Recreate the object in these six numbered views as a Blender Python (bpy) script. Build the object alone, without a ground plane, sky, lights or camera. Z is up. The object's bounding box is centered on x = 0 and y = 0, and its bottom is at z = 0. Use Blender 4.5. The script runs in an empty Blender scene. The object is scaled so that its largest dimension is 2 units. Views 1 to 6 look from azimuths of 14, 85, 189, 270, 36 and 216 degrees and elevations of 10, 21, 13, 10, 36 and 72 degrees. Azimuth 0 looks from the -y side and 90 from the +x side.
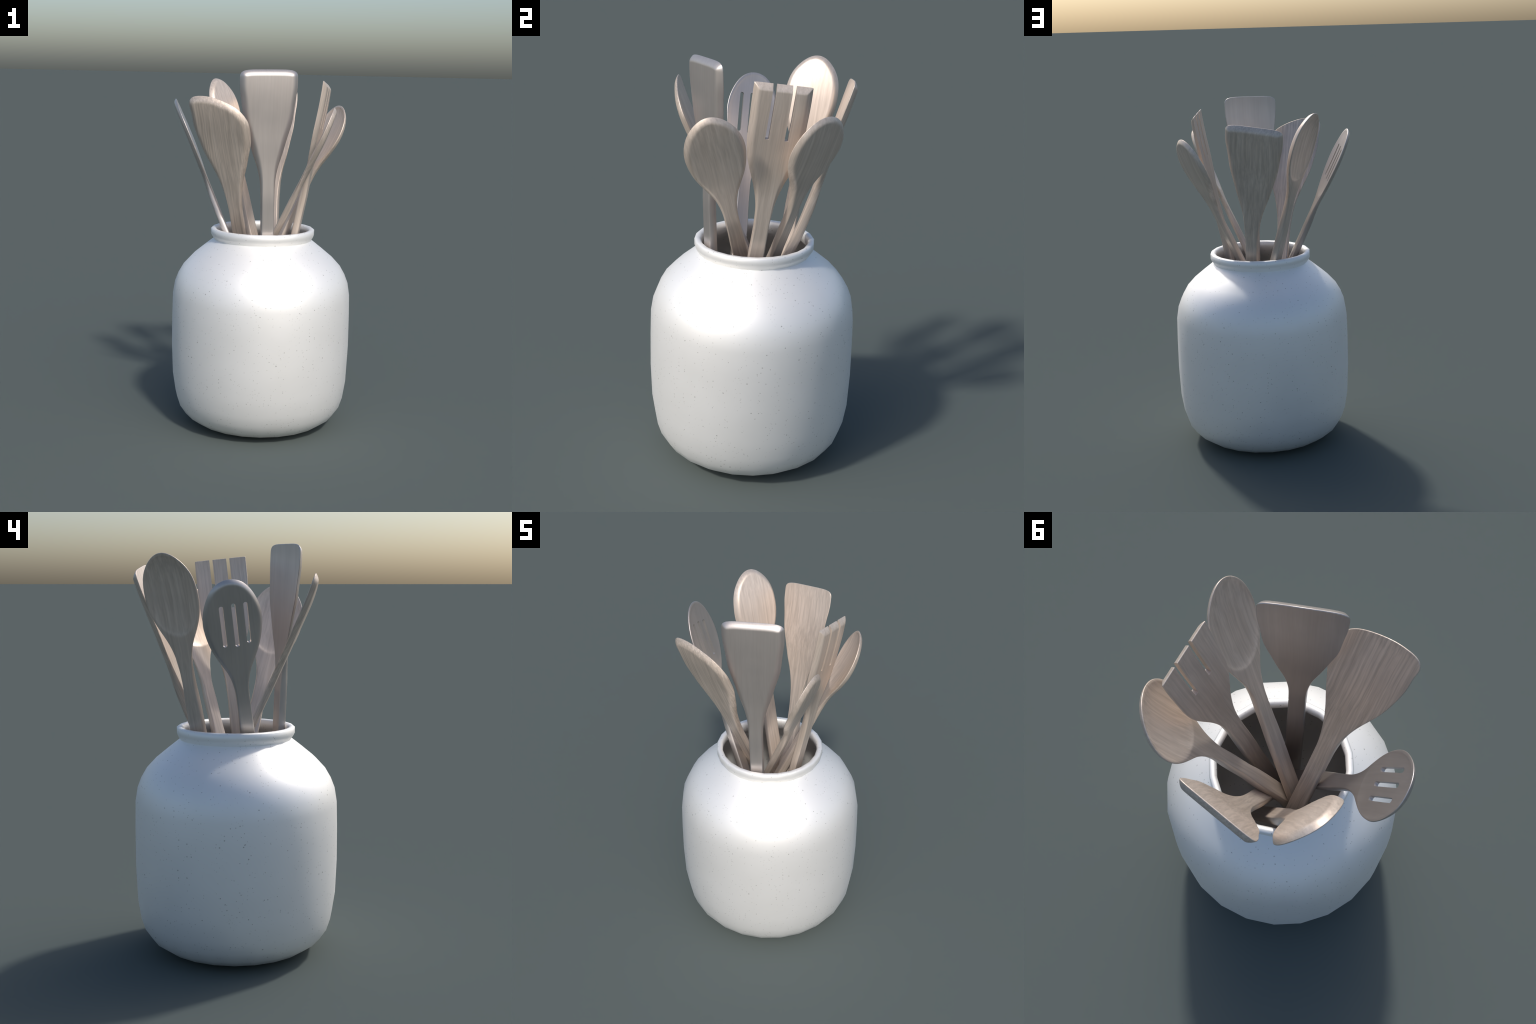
import bpy, bmesh, math
import numpy as np
from mathutils import Matrix

# ------------------------------------------------------------------ helpers
def pchip(xk, yk, x):
    """Monotone cubic through the knots (xk, yk)."""
    xk, yk, x = np.asarray(xk, float), np.asarray(yk, float), np.asarray(x, float)
    h = np.diff(xk); dl = np.diff(yk) / h; m = np.zeros_like(yk)
    for i in range(1, len(xk) - 1):
        if dl[i - 1] * dl[i] > 0:
            w1, w2 = 2 * h[i] + h[i - 1], h[i] + 2 * h[i - 1]
            m[i] = (w1 + w2) / (w1 / dl[i - 1] + w2 / dl[i])
    m[0], m[-1] = dl[0], dl[-1]
    x = np.clip(x, xk[0], xk[-1])
    i = np.clip(np.searchsorted(xk, x) - 1, 0, len(h) - 1); t = (x - xk[i]) / h[i]
    return (yk[i] * (1 + 2 * t) * (1 - t) ** 2 + m[i] * h[i] * t * (1 - t) ** 2
            + yk[i + 1] * t * t * (3 - 2 * t) + m[i + 1] * h[i] * t * t * (t - 1))

def eased(widths, x, sigma=0.028):
    """Half width along the utensil: knots, monotone cubic, then a little sanding."""
    g = np.linspace(-0.9, 1.2, 1051); f = np.where(g < 1, pchip(KNOTS, widths, g), widths[-1] + (g - 1) * (widths[-1] - widths[-2]) / 0.1)
    k = np.exp(-0.5 * (np.arange(-40, 41) * 0.002 / sigma) ** 2); k /= k.sum()
    f2 = np.convolve(np.pad(f, 40, mode="edge"), k, mode="valid")
    return np.interp(x, g, f2)

def smooth(a, b, x):
    t = np.clip((np.asarray(x, float) - a) / (b - a), 0, 1)
    return t * t * (3 - 2 * t)

def link(obj, parent=None):
    bpy.context.scene.collection.objects.link(obj)
    if parent is not None:
        obj.parent = parent
    return obj

def split_parts(mesh, region_of_face, names, parent, material):
    """Cut one smooth mesh into named objects by face region; every piece keeps
    the corner normals of the whole surface, so no seam shows."""
    nf = len(mesh.polygons)
    cn = np.zeros(len(mesh.loops) * 3); mesh.corner_normals.foreach_get("vector", cn); cn = cn.reshape(-1, 3)
    verts = np.zeros(len(mesh.vertices) * 3); mesh.vertices.foreach_get("co", verts); verts = verts.reshape(-1, 3)
    out = []
    for k, name in enumerate(names):
        used, idx, faces, normals = {}, [], [], []
        for p in mesh.polygons:
            if region_of_face[p.index] != k:
                continue
            f = []
            for li in p.loop_indices:
                v = mesh.loops[li].vertex_index
                if v not in used:
                    used[v] = len(idx); idx.append(v)
                f.append(used[v]); normals.append(cn[li])
            faces.append(f)
        me = bpy.data.meshes.new(name)
        me.from_pydata(verts[idx].tolist(), [], faces)
        me.polygons.foreach_set("use_smooth", [True] * len(faces))
        me.update()
        me.normals_split_custom_set([tuple(n) for n in normals])
        me.materials.append(material)
        out.append(link(bpy.data.objects.new(name, me), parent))
    return out

# ---------------------------------------------------------------- materials
def node(nt, kind, **kw):
    n = nt.nodes.new(kind)
    for k, v in kw.items():
        if k in n.inputs:
            n.inputs[k].default_value = v
        else:
            setattr(n, k, v)
    return n

def ramp(nt, stops):
    r = nt.nodes.new("ShaderNodeValToRGB")
    while len(r.color_ramp.elements) < len(stops):
        r.color_ramp.elements.new(0.5)
    for e, (p, c) in zip(r.color_ramp.elements, stops):
        e.position, e.color = p, (*c, 1)
    return r

def mix(nt, kind, fac, a, b):
    m = nt.nodes.new("ShaderNodeMix"); m.data_type = "RGBA"; m.blend_type = kind
    for sock, v in ((m.inputs[0], fac), (m.inputs[6], a), (m.inputs[7], b)):
        if isinstance(v, bpy.types.NodeSocket):
            nt.links.new(v, sock)
        elif isinstance(v, tuple):
            sock.default_value = (*v, 1)
        else:
            sock.default_value = v
    return m.outputs[2]

def wood_material(name, dark, light, streak, contrast, pores, rough, metal, seed):
    mat = bpy.data.materials.new(name); mat.use_nodes = True
    nt = mat.node_tree; bsdf = nt.nodes["Principled BSDF"]; L = nt.links.new
    co = node(nt, "ShaderNodeTexCoord").outputs["Object"]
    mp = node(nt, "ShaderNodeMapping"); mp.inputs["Location"].default_value = (seed * 1.7, seed * 0.9, seed * 2.3)
    L(co, mp.inputs["Vector"])
    # slow sideways drift of the fibres, so that the grain wanders
    warp = node(nt, "ShaderNodeTexNoise", Scale=3.0, Detail=2.0); L(mp.outputs[0], warp.inputs["Vector"])
    ws = node(nt, "ShaderNodeVectorMath", operation="MULTIPLY_ADD"); ws.inputs[1].default_value = (0.028, 0.028, 0.0)
    L(warp.outputs["Color"], ws.inputs[0]); L(mp.outputs[0], ws.inputs[2])
    def stretched(sx, sy, sz, scale, detail, rough_=0.55):
        m = node(nt, "ShaderNodeMapping"); m.inputs["Scale"].default_value = (sx, sy, sz)
        L(ws.outputs[0], m.inputs["Vector"])
        n = node(nt, "ShaderNodeTexNoise", Scale=scale, Detail=detail, Roughness=rough_)
        L(m.outputs[0], n.inputs["Vector"]); return n.outputs["Fac"]
    band = stretched(1, 0.6, 0.025, 60, 4)
    fibre = stretched(1, 1, 0.018, 120, 4, 0.65)
    pore = stretched(1, 1, 0.022, 130, 2, 0.5)
    patch = node(nt, "ShaderNodeTexNoise", Scale=5.0, Detail=2.0); L(mp.outputs[0], patch.inputs["Vector"])
    base = ramp(nt, [(0.30, dark), (0.70, light)]); L(band, base.inputs[0])
    fr = ramp(nt, [(0.35, (1 - contrast,) * 3), (0.62, (1, 1, 1))]); L(fibre, fr.inputs[0])
    c = mix(nt, "MULTIPLY", 1.0, base.outputs[0], fr.outputs[0])
    pr = ramp(nt, [(0.26, (pores,) * 3), (0.46, (0, 0, 0))]); L(pore, pr.inputs[0])
    c = mix(nt, "MIX", pr.outputs[0], c, streak)
    pt = ramp(nt, [(0.3, (0.93, 0.93, 0.93)), (0.7, (1.06, 1.05, 1.04))]); L(patch.outputs["Fac"], pt.inputs[0])
    c = mix(nt, "MULTIPLY", 1.0, c, pt.outputs[0])
    L(c, bsdf.inputs["Base Color"])
    bsdf.inputs["Roughness"].default_value = rough
    bsdf.inputs["Specular IOR Level"].default_value = 0.5
    bsdf.inputs["Metallic"].default_value = metal
    bp = node(nt, "ShaderNodeBump", Strength=0.12, Distance=0.002); L(fibre, bp.inputs["Height"])
    L(bp.outputs[0], bsdf.inputs["Normal"])
    return mat

def ceramic_material():
    mat = bpy.data.materials.new("speckled_ceramic"); mat.use_nodes = True
    nt = mat.node_tree; bsdf = nt.nodes["Principled BSDF"]; L = nt.links.new
    co = node(nt, "ShaderNodeTexCoord").outputs["Object"]
    tone = node(nt, "ShaderNodeTexNoise", Scale=4.0, Detail=3.0); L(co, tone.inputs["Vector"])
    tr = ramp(nt, [(0.3, CERAMIC_A), (0.7, CERAMIC_B)]); L(tone.outputs["Fac"], tr.inputs[0])
    c = tr.outputs[0]
    wob = node(nt, "ShaderNodeTexNoise", Scale=180.0, Detail=2.0); L(co, wob.inputs["Vector"])
    wv = node(nt, "ShaderNodeVectorMath", operation="MULTIPLY_ADD"); wv.inputs[1].default_value = (0.006,) * 3
    L(wob.outputs["Color"], wv.inputs[0]); L(co, wv.inputs[2])
    # two families of iron specks: many fine ones, few larger ones
    for scale, share, size, colour, strength in ((46.0, 0.38, 0.15, (0.36, 0.345, 0.32), 0.75), (20.0, 0.24, 0.08, (0.32, 0.305, 0.285), 0.8), (85.0, 0.36, 0.20, (0.48, 0.46, 0.43), 0.7)):
        vo = node(nt, "ShaderNodeTexVoronoi", Scale=scale); L(wv.outputs[0], vo.inputs["Vector"])
        sep = node(nt, "ShaderNodeSeparateColor"); L(vo.outputs["Color"], sep.inputs[0])
        pick = node(nt, "ShaderNodeMath", operation="LESS_THAN"); pick.inputs[1].default_value = share
        L(sep.outputs[0], pick.inputs[0])
        rad = node(nt, "ShaderNodeMath", operation="MULTIPLY_ADD"); rad.inputs[1].default_value = size; rad.inputs[2].default_value = size * 0.35
        L(sep.outputs[1], rad.inputs[0])
        q = node(nt, "ShaderNodeMath", operation="DIVIDE"); L(vo.outputs["Distance"], q.inputs[0]); L(rad.outputs[0], q.inputs[1])
        dot = ramp(nt, [(0.45, (strength,) * 3), (1.0, (0, 0, 0))]); L(q.outputs[0], dot.inputs[0])
        f = node(nt, "ShaderNodeMath", operation="MULTIPLY"); L(dot.outputs[0], f.inputs[0]); L(pick.outputs[0], f.inputs[1])
        c = mix(nt, "MIX", f.outputs[0], c, colour)
    L(c, bsdf.inputs["Base Color"])
    bsdf.inputs["Roughness"].default_value = JAR_ROUGH
    bsdf.inputs["Metallic"].default_value = JAR_METAL
    return mat

JAR_ROUGH, JAR_METAL = 0.52, 0.45
CERAMIC_A, CERAMIC_B = (0.915, 0.905, 0.88), (0.945, 0.935, 0.915)
CERAMIC = ceramic_material()

# ---------------------------------------------------------------------- jar
SIDES = 24                      # the jar is turned with 24 flats
JAR_X = 0.012
OUTER = [(0.0, 0.000), (0.288, 0.000), (0.3755, 0.030), (0.431, 0.070), (0.4645, 0.120), (0.4835, 0.180), (0.4985, 0.280),
         (0.505, 0.450), (0.504, 0.620), (0.5007, 0.750), (0.489, 0.820), (0.4695, 0.870), (0.4405, 0.920),
         (0.394, 0.970), (0.333, 1.020), (0.274, 1.066)]
RIM = [(0.2775, 1.073), (0.2840, 1.082), (0.2898, 1.094), (0.2900, 1.1225), (0.2830, 1.1285), (0.2690, 1.1285), (0.2600, 1.1215), (0.2590, 1.100)]
INNER = [(0.2655, 1.074), (0.324, 1.018), (0.385, 0.966), (0.431, 0.916), (0.460, 0.866), (0.479, 0.816), (0.4905, 0.748), (0.494, 0.620), (0.495, 0.450),
         (0.4885, 0.282), (0.4735, 0.184), (0.4545, 0.126), (0.421, 0.078), (0.366, 0.040), (0.280, 0.012), (0.0, 0.010)]

def build_jar():
    rings = OUTER + RIM + INNER
    verts, faces, region = [], [], []
    start = []
    for r, z in rings:
        start.append(len(verts))
        if r == 0:
            verts.append((0, 0, z))
        else:
            verts += [(r * math.cos(2 * math.pi * k / SIDES), r * math.sin(2 * math.pi * k / SIDES), z) for k in range(SIDES)]
    for i in range(len(rings) - 1):
        a, b = start[i], start[i + 1]
        reg = 1 if len(OUTER) - 1 <= i < len(OUTER) + len(RIM) - 1 else 0
        for k in range(SIDES):
            j = (k + 1) % SIDES
            if rings[i][0] == 0:
                faces.append((a, b + j, b + k))
            elif rings[i + 1][0] == 0:
                faces.append((a + k, a + j, b))
            else:
                faces.append((a + k, a + j, b + j, b + k))
            region.append(reg)
    me = bpy.data.meshes.new("jar_whole"); me.from_pydata(verts, [], faces)
    me.polygons.foreach_set("use_smooth", [True] * len(faces)); me.update()
    # crease only under the rim and round the foot
    me.set_sharp_from_angle(angle=math.radians(50))
    jar = link(bpy.data.objects.new("ceramic_jar", None))
    jar.location = (JAR_X, 0, 0)
    jar["label"] = "white speckled ceramic jar with rounded shoulders and rolled rim"
    jar["category"] = "jar"
    split_parts(me, region, ["body", "rim"], jar, CERAMIC)
    bpy.data.meshes.remove(me)

# ----------------------------------------------------------------- utensils
KNOTS = [-0.7, -0.15, 0.0, 0.15, 0.28, 0.4, 0.5, 0.6, 0.7, 0.8, 0.9, 1.0]   # share of the length above the rim
TIP = {"blade": (0.93, 5.0), "slanted": (0.90, 2.5), "round": (0.72, 2.0), "square": (0.985, 12.0)}

def build_utensil(name, label, category, at, lean, turn, length, bend, half, tip, left, right=None, head="bowl", bevel=0.024, dish=None, slots=(), tines=(), material=None):
    """at: where the handle axis crosses z = 1.12; lean: its dx/dz, dy/dz; turn: heading of the width axis;
    bend: quadratic and cubic bow towards the middle of the jar; half: half thickness of handle, head, tip.
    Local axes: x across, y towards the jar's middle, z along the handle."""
    right = left if right is None else right
    d = np.array([lean[0], lean[1], 1.0]); d /= np.linalg.norm(d)
    W = np.array([math.cos(turn), math.sin(turn), 0.0]); W -= d * (W @ d); W /= np.linalg.norm(W)
    N = np.cross(d, W)
    t_end = -0.3                                              # the handle runs down until it meets the jar's floor or wall
    while t_end > -1.5:
        foot = np.array([at[0], at[1], 1.12]) + d * (t_end - 0.02) * length
        if foot[2] < 0.05 or math.hypot(foot[0] - JAR_X, foot[1]) > 0.40:
            break
        t_end -= 0.02
    T = np.concatenate([t_end + 0.035 * (1 - np.cos(np.linspace(0, math.pi / 2, 7))), np.linspace(t_end + 0.035, 0.1, 30)[1:],
                        np.linspace(0.1, 0.86, 84)[1:], 0.86 + 0.14 * np.sin(np.linspace(0, math.pi / 2, 46))[1:]])
    tc, tp = TIP[tip]
    cap = (1 - np.clip((T - tc) / (1 - tc), 0, 1) ** tp) ** (1 / tp)
    foot = (1 - np.clip((t_end + 0.035 - T) / 0.035, 0, 1) ** 2.2) ** (1 / 2.2)
    l, r = eased(left, T), eased(right, T)
    mid, w = (r - l) / 2, np.maximum((l + r) / 2 * cap * foot, 1e-4)
    s = T * length
    tt = np.clip(T, 0, None)
    bow = bend[0] * tt ** 2 + bend[1] * tt ** 3
    side = (bend[2] if len(bend) > 2 else 0.0) * tt ** 2
    mid = mid + side
    # outline polygon, for the distance of each point from the edge
    poly = np.concatenate([np.stack([mid - w, s], 1), np.stack([mid + w, s], 1)[::-1]])
    poly = np.concatenate([poly, poly[:1]])
    NX = 41
    u = np.sin(np.linspace(-math.pi / 2, math.pi / 2, NX)); u = 0.6 * u + 0.4 * np.sign(u) * np.abs(u) ** 0.8
    X = mid[:, None] + w[:, None] * u[None]; S = np.repeat(s[:, None], NX, 1); TT = np.repeat(T[:, None], NX, 1)
    P = np.stack([X.ravel(), S.ravel()], 1)
    e = np.full(len(P), 9.0)
    for a, b in zip(poly[:-1], poly[1:]):
        ab = b - a; k = np.clip(((P - a) @ ab) / (ab @ ab + 1e-12), 0, 1)
        e = np.minimum(e, np.linalg.norm(P - a - k[:, None] * ab, axis=1))
    e = e.reshape(X.shape)
    e[:, 0] = e[:, -1] = 0; e[0] = e[-1] = 0
    hd = smooth(0.22, 0.55, TT)                               # 0 on the handle, 1 on the head
    h = pchip([-2, 0.2, 0.45, 0.75, 1.0], [half[0], half[0], half[1], half[1], half[2]], TT)
    b_out = 0.007 + hd * (bevel - 0.007); b_in = 0.007 - hd * 0.0045
    ridge = hd * 0.72 * h                                      # the edge runs near the inner face of the head
    round_ = lambda q: np.sqrt(np.clip(1 - (1 - np.clip(q, 0, 1)) ** 2, 0, 1))
    edge = ridge * (1 - smooth(0.60, 1.0, TT))                 # the edge line eases back to the spine at the tip
    y_in = edge + (h - ridge) * round_(e / b_in)
    y_out = edge - (h + ridge) * ((1 - hd) * round_(e / b_out) + hd * (1 - (1 - np.clip(e / b_out, 0, 1)) ** (1.6 if tip == "square" else 2.0)))
    if dish:
        t_low, depth, bulge = dish
        t0, a = (t_low + 0.985) / 2, (0.985 - t_low) / 2
        wm = w[(T > 0.55)].max() * 0.94
        rho = ((TT - t0) / a) ** 2 + ((X - mid[:, None]) / wm) ** 2
        y_in = y_in - depth * np.clip(1 - rho, 0, 1) ** 0.7
        rho2 = ((TT - t0 + 0.03) / (a * 1.25)) ** 2 + ((X - mid[:, None]) / (wm * 1.1)) ** 2
        y_out = y_out - bulge * np.clip(1 - rho2, 0, 1) ** 1.3
    Yc = np.repeat(bow[:, None], NX, 1)
    n = len(T); verts = []; faces = []
    inner = np.stack([X, Yc + y_in, S], -1); outer_ = np.stack([X, Yc + y_out, S], -1)
    verts = inner.reshape(-1, 3).tolist(); idx_in = np.arange(n * NX).reshape(n, NX)
    idx_out = np.zeros((n, NX), int)
    for i in range(n):
        for j in range(NX):
            if j in (0, NX - 1) or i in (0, n - 1):
                idx_out[i, j] = idx_in[i, j]
            else:
                idx_out[i, j] = len(verts); verts.append(outer_[i, j].tolist())
    for i in range(n - 1):
        for j in range(NX - 1):
            faces.append((idx_in[i, j], idx_in[i + 1, j], idx_in[i + 1, j + 1], idx_in[i, j + 1]))
            q = (idx_out[i, j], idx_out[i, j + 1], idx_out[i + 1, j + 1], idx_out[i + 1, j])
            faces.append(q)
    me = bpy.data.meshes.new(name + "_whole"); me.from_pydata(verts, [], [tuple(int(v) for v in f) for f in faces])
    me.validate(); me.update()
    bm = bmesh.new(); bm.from_mesh(me); bmesh.ops.remove_doubles(bm, verts=bm.verts, dist=2e-5)
    bmesh.ops.recalc_face_normals(bm, faces=bm.faces); bm.to_mesh(me); bm.free()
    whole = link(bpy.data.objects.new(name + "_whole", me))
    cutters = []
    for (cx, half_w, lo, hi, rounded) in slots:
        cutters.append(slot_cutter(cx, half_w, lo * length, hi * length, rounded))
    for c in cutters:
        m = whole.modifiers.new("slot", "BOOLEAN"); m.operation = "DIFFERENCE"; m.solver = "EXACT"; m.object = c
    if cutters:
        dg = bpy.context.evaluated_depsgraph_get()
        me2 = bpy.data.meshes.new_from_object(whole.evaluated_get(dg)); whole.modifiers.clear(); whole.data = me2
        bpy.data.meshes.remove(me); me = me2
        for c in cutters:
            cm = c.data; bpy.data.objects.remove(c); bpy.data.meshes.remove(cm)
    me.polygons.foreach_set("use_smooth", [True] * len(me.polygons))
    me.set_sharp_from_angle(angle=math.radians(55)); me.update()
    names = ["handle", head]
    region = []
    neck, tine_t = 0.33 * length, None
    if tines:
        names += ["tine"] * (len(tines) + 1); tine_t = tines[0][1] * length
    for p in me.polygons:
        c = p.center
        if c.z < neck: region.append(0)
        elif tine_t and c.z > tine_t: region.append(2 + sum(c.x > x for x, _ in tines))
        else: region.append(1)
    thing = link(bpy.data.objects.new(name, None))
    thing["label"], thing["category"] = label, category
    M = Matrix(((W[0], N[0], d[0], at[0]), (W[1], N[1], d[1], at[1]), (W[2], N[2], d[2], 1.12), (0, 0, 0, 1)))
    thing.matrix_world = M
    split_parts(me, region, names, thing, material)
    bpy.data.objects.remove(whole); bpy.data.meshes.remove(me)
    return thing

def slot_cutter(cx, hw, lo, hi, rounded):
    """A prism through the head: a slot with round or square ends."""
    if rounded:
        n = 10
        prof = [(cx + hw * math.cos(a), hi - hw + hw * math.sin(a)) for a in np.linspace(0, math.pi, n)]
        prof += [(cx + hw * math.cos(a), lo + hw + hw * math.sin(a)) for a in np.linspace(math.pi, 2 * math.pi, n)]
    else:
        prof = [(cx + hw, hi), (cx - hw, hi), (cx - hw, lo), (cx + hw, lo)]
    k = len(prof)
    verts = [(x, -0.2, z) for x, z in prof] + [(x, 0.3, z) for x, z in prof]
    faces = [tuple(range(k)), tuple(range(2 * k - 1, k - 1, -1))] + [(i, i + k, (i + 1) % k + k, (i + 1) % k) for i in range(k)]
    me = bpy.data.meshes.new("slot_cutter"); me.from_pydata(verts, [], faces)
    bm = bmesh.new(); bm.from_mesh(me); bmesh.ops.recalc_face_normals(bm, faces=bm.faces); bm.to_mesh(me); bm.free()
    ob = link(bpy.data.objects.new("slot_cutter", me)); ob.hide_render = True
    return ob

WARM_D, WARM_L, WARM_S = (0.66, 0.557, 0.474), (0.79, 0.682, 0.592), (0.52, 0.435, 0.365)
GREY_D, GREY_L, GREY_S = (0.58, 0.535, 0.51), (0.615, 0.57, 0.545), (0.54, 0.495, 0.47)

def warm(i, contrast=0.13): return wood_material("beech_wood", WARM_D, WARM_L, WARM_S, contrast, 0.45, 0.46, 0.45, i)
def grey(i): return wood_material("grey_brown_wood", GREY_D, GREY_L, GREY_S, 0.05, 0.25, 0.42, 0.82, i)

build_jar()

build_utensil("wooden_spatula", "grey brown wooden turner with straight square blade", "spatula",
    (0.0867, -0.2131), (0.0006, -0.0420), 0.4532, 0.8821, (-0.0003, 0.0080, 0.0029), (0.0196, 0.0155, 0.013), "blade",
    [0.038, 0.038, 0.036, 0.036, 0.037, 0.052, 0.082, 0.107, 0.134, 0.144, 0.156, 0.155],
    head="blade", bevel=0.033, material=grey(1))
build_utensil("wooden_spatula", "light brown wooden turner with slanted rounded blade", "spatula",
    (-0.1074, -0.0697), (-0.0494, -0.4457), -0.0901, 0.8039, (-0.0607, 0.0755, -0.0000), (0.0161, 0.014, 0.012), "slanted",
    [0.038, 0.038, 0.038, 0.038, 0.046, 0.070, 0.102, 0.133, 0.153, 0.167, 0.169, 0.199],
    [0.038, 0.038, 0.038, 0.038, 0.050, 0.072, 0.100, 0.124, 0.146, 0.148, 0.108, -0.007],
    head="blade", bevel=0.033, material=warm(2, 0.27))
build_utensil("slotted_spoon", "grey brown wooden spoon with three slots", "spoon",
    (-0.1913, -0.0593), (-0.4782, 0.0952), -1.2911, 0.7813, (0.0544, -0.0336, -0.0077), (0.0165, 0.0105, 0.01), "round",
    [0.038, 0.038, 0.037, 0.033, 0.032, 0.046, 0.083, 0.115, 0.131, 0.136, 0.136, 0.146],
    dish=(0.46, 0.010, 0.003), slots=[(-0.053, 0.0095, 0.605, 0.86, True), (0.002, 0.0095, 0.595, 0.865, True), (0.056, 0.0095, 0.605, 0.86, True)], material=grey(3))
build_utensil("wooden_spoon", "light brown wooden spoon with large oval bowl", "spoon",
    (-0.1078, 0.1757), (-0.3002, 0.1568), 1.2290, 0.8755, (-0.1067, 0.1146, 0.0083), (0.0191, 0.015, 0.012), "round",
    [0.038, 0.038, 0.038, 0.037, 0.032, 0.037, 0.057, 0.100, 0.129, 0.137, 0.145, 0.134],
    dish=(0.55, 0.018, 0.006), material=warm(4))
build_utensil("wooden_spatula", "light brown wooden turner with wide straight blade", "spatula",
    (0.0244, 0.1955), (-0.0959, 0.4421), 3.0160, 0.8075, (0.1600, -0.0765, 0.0004), (0.0215, 0.015, 0.013), "blade",
    [0.038, 0.038, 0.035, 0.036, 0.043, 0.063, 0.091, 0.113, 0.135, 0.145, 0.158, 0.157],
    head="blade", bevel=0.033, material=warm(5, 0.20))
build_utensil("wooden_fork", "light brown wooden fork with three square tines", "fork",
    (0.2017, -0.0028), (0.1681, 0.1157), 1.6123, 0.8305, (-0.0529, 0.0600, -0.0058), (0.0187, 0.012, 0.012), "square",
    [0.038, 0.038, 0.038, 0.036, 0.040, 0.061, 0.091, 0.117, 0.127, 0.128, 0.130, 0.129],
    head="head", bevel=0.030, slots=[(-0.044, 0.0083, 0.70, 1.1, False), (0.042, 0.0083, 0.70, 1.1, False)], tines=[(-0.044, 0.70), (0.042, 0.70)], material=warm(6))
build_utensil("wooden_spoon", "light brown wooden spoon with round shallow bowl", "spoon",
    (0.1204, 0.1016), (0.3839, 0.2570), 2.2244, 0.7572, (-0.0421, 0.0468, -0.0012), (0.0179, 0.0135, 0.01), "round",
    [0.038, 0.038, 0.031, 0.032, 0.029, 0.041, 0.064, 0.107, 0.141, 0.154, 0.160, 0.163],
    dish=(0.55, 0.018, 0.006), material=warm(7))
build_utensil("wooden_spoon", "light brown wooden spoon with long oval bowl", "spoon",
    (0.1069, -0.0806), (0.5123, -0.2418), 1.7430, 0.7818, (-0.0207, 0.0404, 0.0037), (0.0167, 0.0125, 0.01), "round",
    [0.038, 0.038, 0.038, 0.034, 0.034, 0.048, 0.081, 0.115, 0.132, 0.138, 0.140, 0.130],
    dish=(0.50, 0.018, 0.006), material=warm(8))
